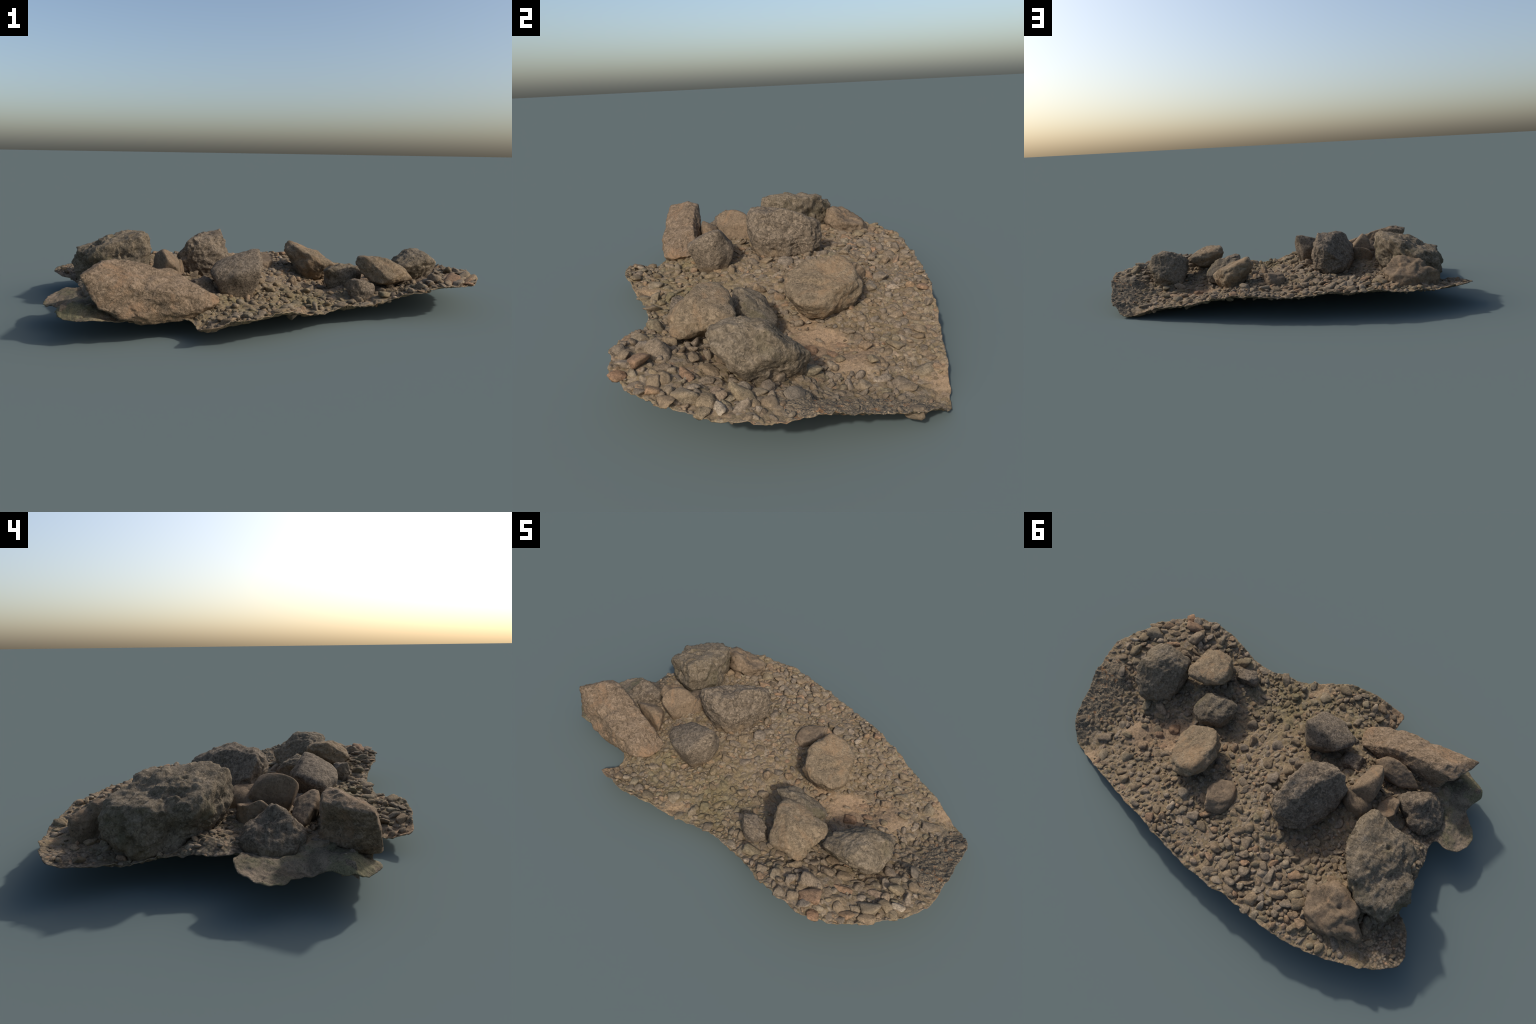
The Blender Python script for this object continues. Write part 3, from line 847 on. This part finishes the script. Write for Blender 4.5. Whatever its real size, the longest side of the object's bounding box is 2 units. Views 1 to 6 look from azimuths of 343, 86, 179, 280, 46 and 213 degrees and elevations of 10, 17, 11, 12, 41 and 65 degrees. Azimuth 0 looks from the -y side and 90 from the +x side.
# rock under the tilted slab
BOULDERS.append(dict(
    corners=[
        (0.308, -0.165, 0.175), (0.421, -0.045, 0.084), (0.267, -0.064, 0.132), (0.420, -0.147, 0.139), (0.242, -0.154, 0.154),
        (0.269, -0.109, 0.105), (0.388, -0.022, 0.101), (0.438, -0.070, 0.121), (0.387, -0.115, 0.091), (0.271, -0.118, 0.166),
        (0.400, -0.157, 0.158), (0.278, -0.054, 0.120), (0.279, -0.165, 0.176), (0.375, -0.096, 0.081), (0.424, -0.058, 0.080),
        (0.440, -0.089, 0.115), (0.435, -0.052, 0.112), (0.256, -0.140, 0.128), (0.247, -0.147, 0.165), (0.277, -0.069, 0.145),
        (0.249, -0.159, 0.165), (0.386, -0.127, 0.098), (0.241, -0.141, 0.158), (0.300, -0.142, 0.184), (0.360, -0.132, 0.186),
        (0.295, -0.155, 0.125), (0.335, -0.195, 0.125),
    ],
    dents=[(0.312, -0.051, 0.128, 0.03, 0.008)], foot=0.9, lump=1.2, tone="grey_mossy",
))

# small block
BOULDERS.append(dict(
    corners=[
        (0.280, -0.381, 0.165), (0.370, -0.330, 0.092), (0.247, -0.325, 0.139), (0.282, -0.381, 0.089), (0.356, -0.391, 0.106),
        (0.353, -0.313, 0.140), (0.376, -0.352, 0.141), (0.320, -0.344, 0.069), (0.254, -0.358, 0.167), (0.265, -0.340, 0.097),
        (0.293, -0.315, 0.153), (0.258, -0.368, 0.111), (0.241, -0.344, 0.154), (0.379, -0.349, 0.110), (0.355, -0.337, 0.078),
        (0.295, -0.393, 0.111), (0.312, -0.375, 0.081), (0.264, -0.370, 0.098),
    ],
    dents=[(0.37, -0.325, 0.15, 0.05, 0.016)], tone="grey",
))

# flat slab sunk in gravel
BOULDERS.append(dict(
    corners=[
        (0.105, 0.269, 0.174), (-0.006, 0.197, 0.103), (-0.001, 0.315, 0.147), (0.067, 0.166, 0.148), (0.072, 0.336, 0.127),
        (-0.014, 0.228, 0.154), (0.015, 0.167, 0.147), (0.081, 0.306, 0.181), (-0.025, 0.274, 0.138), (0.053, 0.343, 0.146),
        (0.019, 0.193, 0.099), (0.107, 0.230, 0.165), (0.008, 0.282, 0.171), (0.047, 0.161, 0.132), (0.004, 0.311, 0.131),
        (-0.021, 0.270, 0.124), (0.062, 0.277, 0.114), (-0.014, 0.205, 0.131), (-0.011, 0.303, 0.150), (0.059, 0.340, 0.130),
        (0.066, 0.340, 0.151),
    ],
    tone="brown", lump=1.0, foot=1.15, root=0.03, worn=20, swell=0.96,
))

# small stone on the outer corner of the ledge
BOULDERS.append(dict(
    corners=[
        (-0.938, -0.432, 0.090), (-0.886, -0.432, 0.090), (-0.886, -0.384, 0.090), (-0.938, -0.384, 0.090), (-0.925, -0.422, 0.146),
        (-0.896, -0.418, 0.136), (-0.904, -0.394, 0.146), (-0.928, -0.396, 0.134),
    ],
    tone="grey", lump=0.5,
))

# dark rock between slab and wedge
BOULDERS.append(dict(
    corners=[
        (-0.435, -0.282, 0.080), (-0.295, -0.282, 0.080), (-0.295, -0.162, 0.080), (-0.435, -0.162, 0.080), (-0.400, -0.258, 0.172),
        (-0.323, -0.246, 0.162), (-0.344, -0.186, 0.172), (-0.407, -0.192, 0.160),
    ],
    tone="grey", lump=0.9, worn=20,
))



# the larger loose stones, as seen from above: x, y, length, width
LOOSE = [
    (0.759, -0.479, 0.041, 0.044), (0.710, -0.432, 0.081, 0.058), (0.663, -0.378, 0.087, 0.065), (0.773, -0.366, 0.068, 0.044), (0.892, -0.347, 0.062, 0.037),
    (0.553, -0.451, 0.047, 0.057), (0.666, -0.481, 0.041, 0.037), (0.618, -0.505, 0.041, 0.036), (0.602, -0.431, 0.040, 0.036), (0.753, -0.307, 0.074, 0.029),
    (0.867, -0.300, 0.082, 0.066), (0.937, -0.262, 0.042, 0.037), (0.885, -0.157, 0.088, 0.044), (0.917, -0.106, 0.047, 0.036), (0.867, -0.032, 0.040, 0.058),
    (0.851, -0.122, 0.040, 0.043), (0.388, -0.420, 0.072, 0.049), (0.284, -0.449, 0.046, 0.035), (0.155, -0.464, 0.039, 0.070), (0.059, -0.403, 0.038, 0.034),
    (-0.062, -0.480, 0.051, 0.061), (-0.005, -0.454, 0.032, 0.027), (0.021, -0.515, 0.032, 0.048), (-0.138, -0.565, 0.064, 0.048), (-0.029, -0.110, 0.059, 0.051),
    (0.003, -0.264, 0.037, 0.040), (0.098, -0.230, 0.037, 0.053), (0.479, 0.064, 0.054, 0.055), (0.522, 0.126, 0.038, 0.031), (0.540, 0.226, 0.038, 0.037),
    (0.488, 0.255, 0.031, 0.040), (0.371, 0.256, 0.030, 0.033), (0.522, 0.390, 0.043, 0.023), (0.496, 0.415, 0.049, 0.039), (0.746, 0.279, 0.072, 0.049),
    (0.673, 0.363, 0.045, 0.068), (0.667, 0.033, 0.046, 0.070), (0.589, 0.010, 0.052, 0.062), (0.554, 0.016, 0.029, 0.048), (0.707, 0.174, 0.052, 0.042),
    (0.148, 0.003, 0.036, 0.045), (0.052, 0.078, 0.035, 0.038), (-0.112, 0.056, 0.051, 0.055), (-0.141, -0.019, 0.046, 0.049), (-0.140, -0.073, 0.046, 0.037),
    (-0.046, 0.004, 0.041, 0.044), (0.060, -0.411, 0.038, 0.041), (-0.034, -0.426, 0.038, 0.034), (-0.253, -0.560, 0.032, 0.048), (-0.207, -0.565, 0.044, 0.034),
    (-0.309, -0.559, 0.038, 0.041), (-0.342, -0.583, 0.038, 0.048), (-0.169, -0.476, 0.031, 0.034), (-0.228, -0.436, 0.037, 0.040), (-0.278, -0.434, 0.049, 0.033),
    (-0.227, -0.599, 0.051, 0.027), (-0.009, -0.314, 0.037, 0.027), (-0.001, -0.384, 0.025, 0.047), (0.250, 0.512, 0.034, 0.049), (0.200, 0.533, 0.023, 0.037),
    (0.354, 0.487, 0.041, 0.032), (0.154, 0.392, 0.034, 0.037), (0.099, 0.387, 0.051, 0.049), (0.054, 0.350, 0.068, 0.037), (0.080, 0.417, 0.023, 0.024),
    (0.034, 0.408, 0.045, 0.048), (-0.055, 0.287, 0.034, 0.036), (-0.149, 0.246, 0.033, 0.042), (-0.187, 0.224, 0.033, 0.054), (-0.154, 0.302, 0.039, 0.038),
    (-0.127, 0.341, 0.055, 0.030), (-0.081, 0.507, 0.039, 0.047), (-0.149, 0.503, 0.038, 0.053), (-0.083, 0.459, 0.050, 0.048), (-0.034, 0.557, 0.033, 0.030),
    (-0.231, 0.579, 0.043, 0.052), (-0.285, 0.557, 0.032, 0.035), (-0.337, 0.603, 0.043, 0.040), (-0.345, 0.439, 0.049, 0.058), (-0.302, 0.413, 0.038, 0.041),
    (-0.435, 0.375, 0.059, 0.041), (-0.412, 0.412, 0.032, 0.035), (-0.395, 0.457, 0.043, 0.040), (-0.479, 0.433, 0.059, 0.046), (-0.418, 0.483, 0.064, 0.035),
    (-0.509, 0.469, 0.059, 0.052), (-0.514, 0.521, 0.043, 0.034), (-0.465, 0.600, 0.032, 0.028), (-0.277, 0.509, 0.065, 0.023), (-0.332, 0.561, 0.059, 0.052),
    (-0.361, 0.529, 0.032, 0.035), (-0.451, 0.551, 0.032, 0.034), (-0.382, 0.560, 0.032, 0.040), (-0.639, 0.580, 0.032, 0.023), (-0.316, 0.329, 0.038, 0.035),
    (-0.470, 0.320, 0.038, 0.035), (-0.468, 0.266, 0.033, 0.035), (-0.277, 0.368, 0.049, 0.035), (-0.373, 0.357, 0.043, 0.035), (-0.193, 0.481, 0.038, 0.035),
    (-0.239, 0.483, 0.049, 0.047), (-0.115, 0.564, 0.055, 0.047),
]


# those of them that are reddish brown
RUSSET = [(0.760, -0.480), (0.713, -0.434), (0.479, 0.065), (0.521, 0.126), (0.754, -0.307), (0.249, 0.512), (-0.006, -0.452)]


def main():
    thing = bpy.data.objects.new("rocky_ground", None)
    bpy.context.scene.collection.objects.link(thing)
    thing["label"] = "patch of tan stony ground with scattered rough boulders and gravel"
    thing["category"] = "rocky ground"

    edge = bed_edge()

    rocks = []
    for i, spec in enumerate(BOULDERS):
        rock = Rock(spec["corners"], worn=spec.get("worn", 60), root=spec.get("root", 0.02), swell=spec.get("swell", 1.005), foot=spec.get("foot", 0.62))
        me = rock.mesh("boulder", spec.get("level", 5), 3 + i, spec.get("lump", 1.0), spec.get("ridge", 1.0), spec.get("dents", ()))
        mat = rock_material(f"rock_{spec['tone']}", 1 + i, **TONES[spec["tone"]])
        add("boulder", me, thing, mat, tuple(rock.mid))
        rocks.append(rock)

    def blocked(p, shrink=0.97):
        out = np.zeros(len(p), bool)
        for r in rocks:
            out |= r.covers(p, shrink)
        return out

    # ---- loose stones: the listed ones first, then a random scatter packed between them
    placed = [(x, y, a, b) for x, y, a, b in LOOSE]
    side = np.array((-0.83, -0.56))
    yaw_listed = math.atan2(side[1], side[0])
    bucket = {}
    cell = 0.05

    def free(x, y, r, gap):
        i, j = int(x // cell), int(y // cell)
        for a in (-1, 0, 1):
            for b in (-1, 0, 1):
                for (px, py, pr) in bucket.get((i + a, j + b), ()):
                    if (px - x) ** 2 + (py - y) ** 2 < (gap * (pr + r)) ** 2:
                        return False
        return True

    def claim(x, y, r):
        bucket.setdefault((int(x // cell), int(y // cell)), []).append((x, y, r))

    stones = []          # x, y, half length, half width, half height, yaw, share showing, tilt
    for x, y, a, b in placed:
        claim(x, y, 0.42 * (a + b) / 2)
        h = 0.62 * min(a, b) * RNG.uniform(0.85, 1.1)
        stones.append((x, y, a * 0.54, b * 0.54, h * 0.58, yaw_listed + RNG.normal(0, 0.15), RNG.uniform(0.55, 0.80), RNG.normal(0, 0.22, 2)))

    lo, hi = edge.min(0), edge.max(0)
    for size_lo, size_hi, tries in ((0.030, 0.050, 6500), (0.020, 0.032, 13000), (0.012, 0.020, 10000), (0.007, 0.012, 7000)):
        xy = RNG.uniform(lo, hi, (tries, 2))
        xy = xy[inside(xy, edge)]
        xy = xy[rim_distance(xy, edge) > 0.004 + size_lo * 0.6]
        bare, silt, ledge, grit = near(xy, BARE), near(xy, SILT), near(xy, LEDGE), near(xy, GRIT)
        coarse, rubble = near(xy, COARSE), near(xy, RUBBLE)
        keep = 1.0 - np.maximum.reduce([0.95 * bare, 0.96 * silt, 0.985 * ledge, 0.93 * grit])
        if size_lo > 0.025:
            keep *= 0.16 + 0.65 * np.maximum(coarse, rubble)
        elif size_lo > 0.015:
            keep *= 0.55 + 0.45 * np.maximum(coarse, rubble)
        keep *= 0.35 + 0.65 * smooth_step(-0.4, 0.3, noise(flat3(xy, 8), 77))
        xy = xy[RNG.random(len(xy)) < keep]
        top = np.c_[xy, ground_base(xy) + 0.004]
        xy = xy[~blocked(top)]
        big = np.maximum(near(xy, COARSE), near(xy, RUBBLE))
        for (x, y), k in zip(xy, big):
            s = RNG.uniform(size_lo, size_hi) * (1 + 0.15 * k)
            if not free(x, y, s * 0.5, RNG.uniform(0.62, 1.0)):
                continue
            claim(x, y, s * 0.5)
            asp = RNG.uniform(0.48, 1.0)
            flat = RNG.uniform(0.40, 0.85)
            show = np.clip(RNG.normal(0.40 + 0.12 * k, 0.20), 0.10, 0.88)
            stones.append((x, y, s * 0.58, s * 0.58 * asp, s * 0.5 * flat, RNG.uniform(0, 6.283), show, RNG.normal(0, 0.30, 2)))

    # stones on the very rim lie flat on it rather than through it
    rim = rim_distance(np.array([(s[0], s[1]) for s in stones]), edge)
    lie = ground_base(np.array([(s[0], s[1]) for s in stones]))
    keep = [i for i in range(len(stones)) if i < len(LOOSE) or not (rim[i] < 1.2 * stones[i][2] and lie[i] < 0.09)]
    stones, rim = [stones[i] for i in keep], rim[keep]
    stones = [(x, y, a, b, h * 0.65, yaw, 0.66, tilt * 0.4) if d < 1.1 * a else (x, y, a, b, h, yaw, show, tilt)
              for (x, y, a, b, h, yaw, show, tilt), d in zip(stones, rim)]
    build_ground(thing, ground_material(), edge, stones)

    xy = np.array([(s[0], s[1]) for s in stones])
    z = ground_base(xy) + 0.0045 * fbm(flat3(xy, 9), 3, 3)
    order = sorted(range(len(stones)), key=lambda i: -stones[i][2] * stones[i][3])
    named = set(order[:300])

    shape_rng = np.random.default_rng(5)
    fine = [pebble_shape(3, shape_rng) for _ in range(14)]
    coarse_shapes = [pebble_shape(2, shape_rng) for _ in range(18)]
    stone_mat = stone_material("loose_stone", False)
    stone_meshes = []
    for p, f in fine:
        me = build_mesh("stone", p, f)
        me.materials.append(stone_mat)
        stone_meshes.append(me)
    russet_mat = stone_material("russet_stone", False, (0.225, 0.132, 0.076, 1.0))
    russet_meshes = []
    for me in stone_meshes[:4]:
        other = me.copy()
        other.materials.clear()
        other.materials.append(russet_mat)
        russet_meshes.append(other)
    gv, gf, base = [], [], 0
    for i in order:
        x, y, a, b, h, yaw, show, tilt = stones[i]
        rot = turned(yaw, *tilt)
        centre = (x, y, z[i] + 0.003 + h * (2 * show - 1))
        if centre[2] - h < 0.002:
            continue
        if i in named:
            russet = i < len(LOOSE) and any(math.hypot(x - rx, y - ry) < 0.015 for rx, ry in RUSSET)
            ob = add("stone", russet_meshes[i % 4] if russet else stone_meshes[i % len(stone_meshes)], thing)
            ob.matrix_local = Matrix.Translation(centre) @ Matrix(rot.tolist()).to_4x4() @ Matrix.Diagonal((a, b, h, 1))
        else:
            p, f = coarse_shapes[i % len(coarse_shapes)]
            gv.append((p * (a, b, h)) @ rot.T + centre)
            gf.append(f + base)
            base += len(p)
    gravel = add("gravel", build_mesh("gravel", np.vstack(gv), np.vstack(gf)), thing, stone_material("gravel", True))
    gravel["kind"] = "stuff"


main()
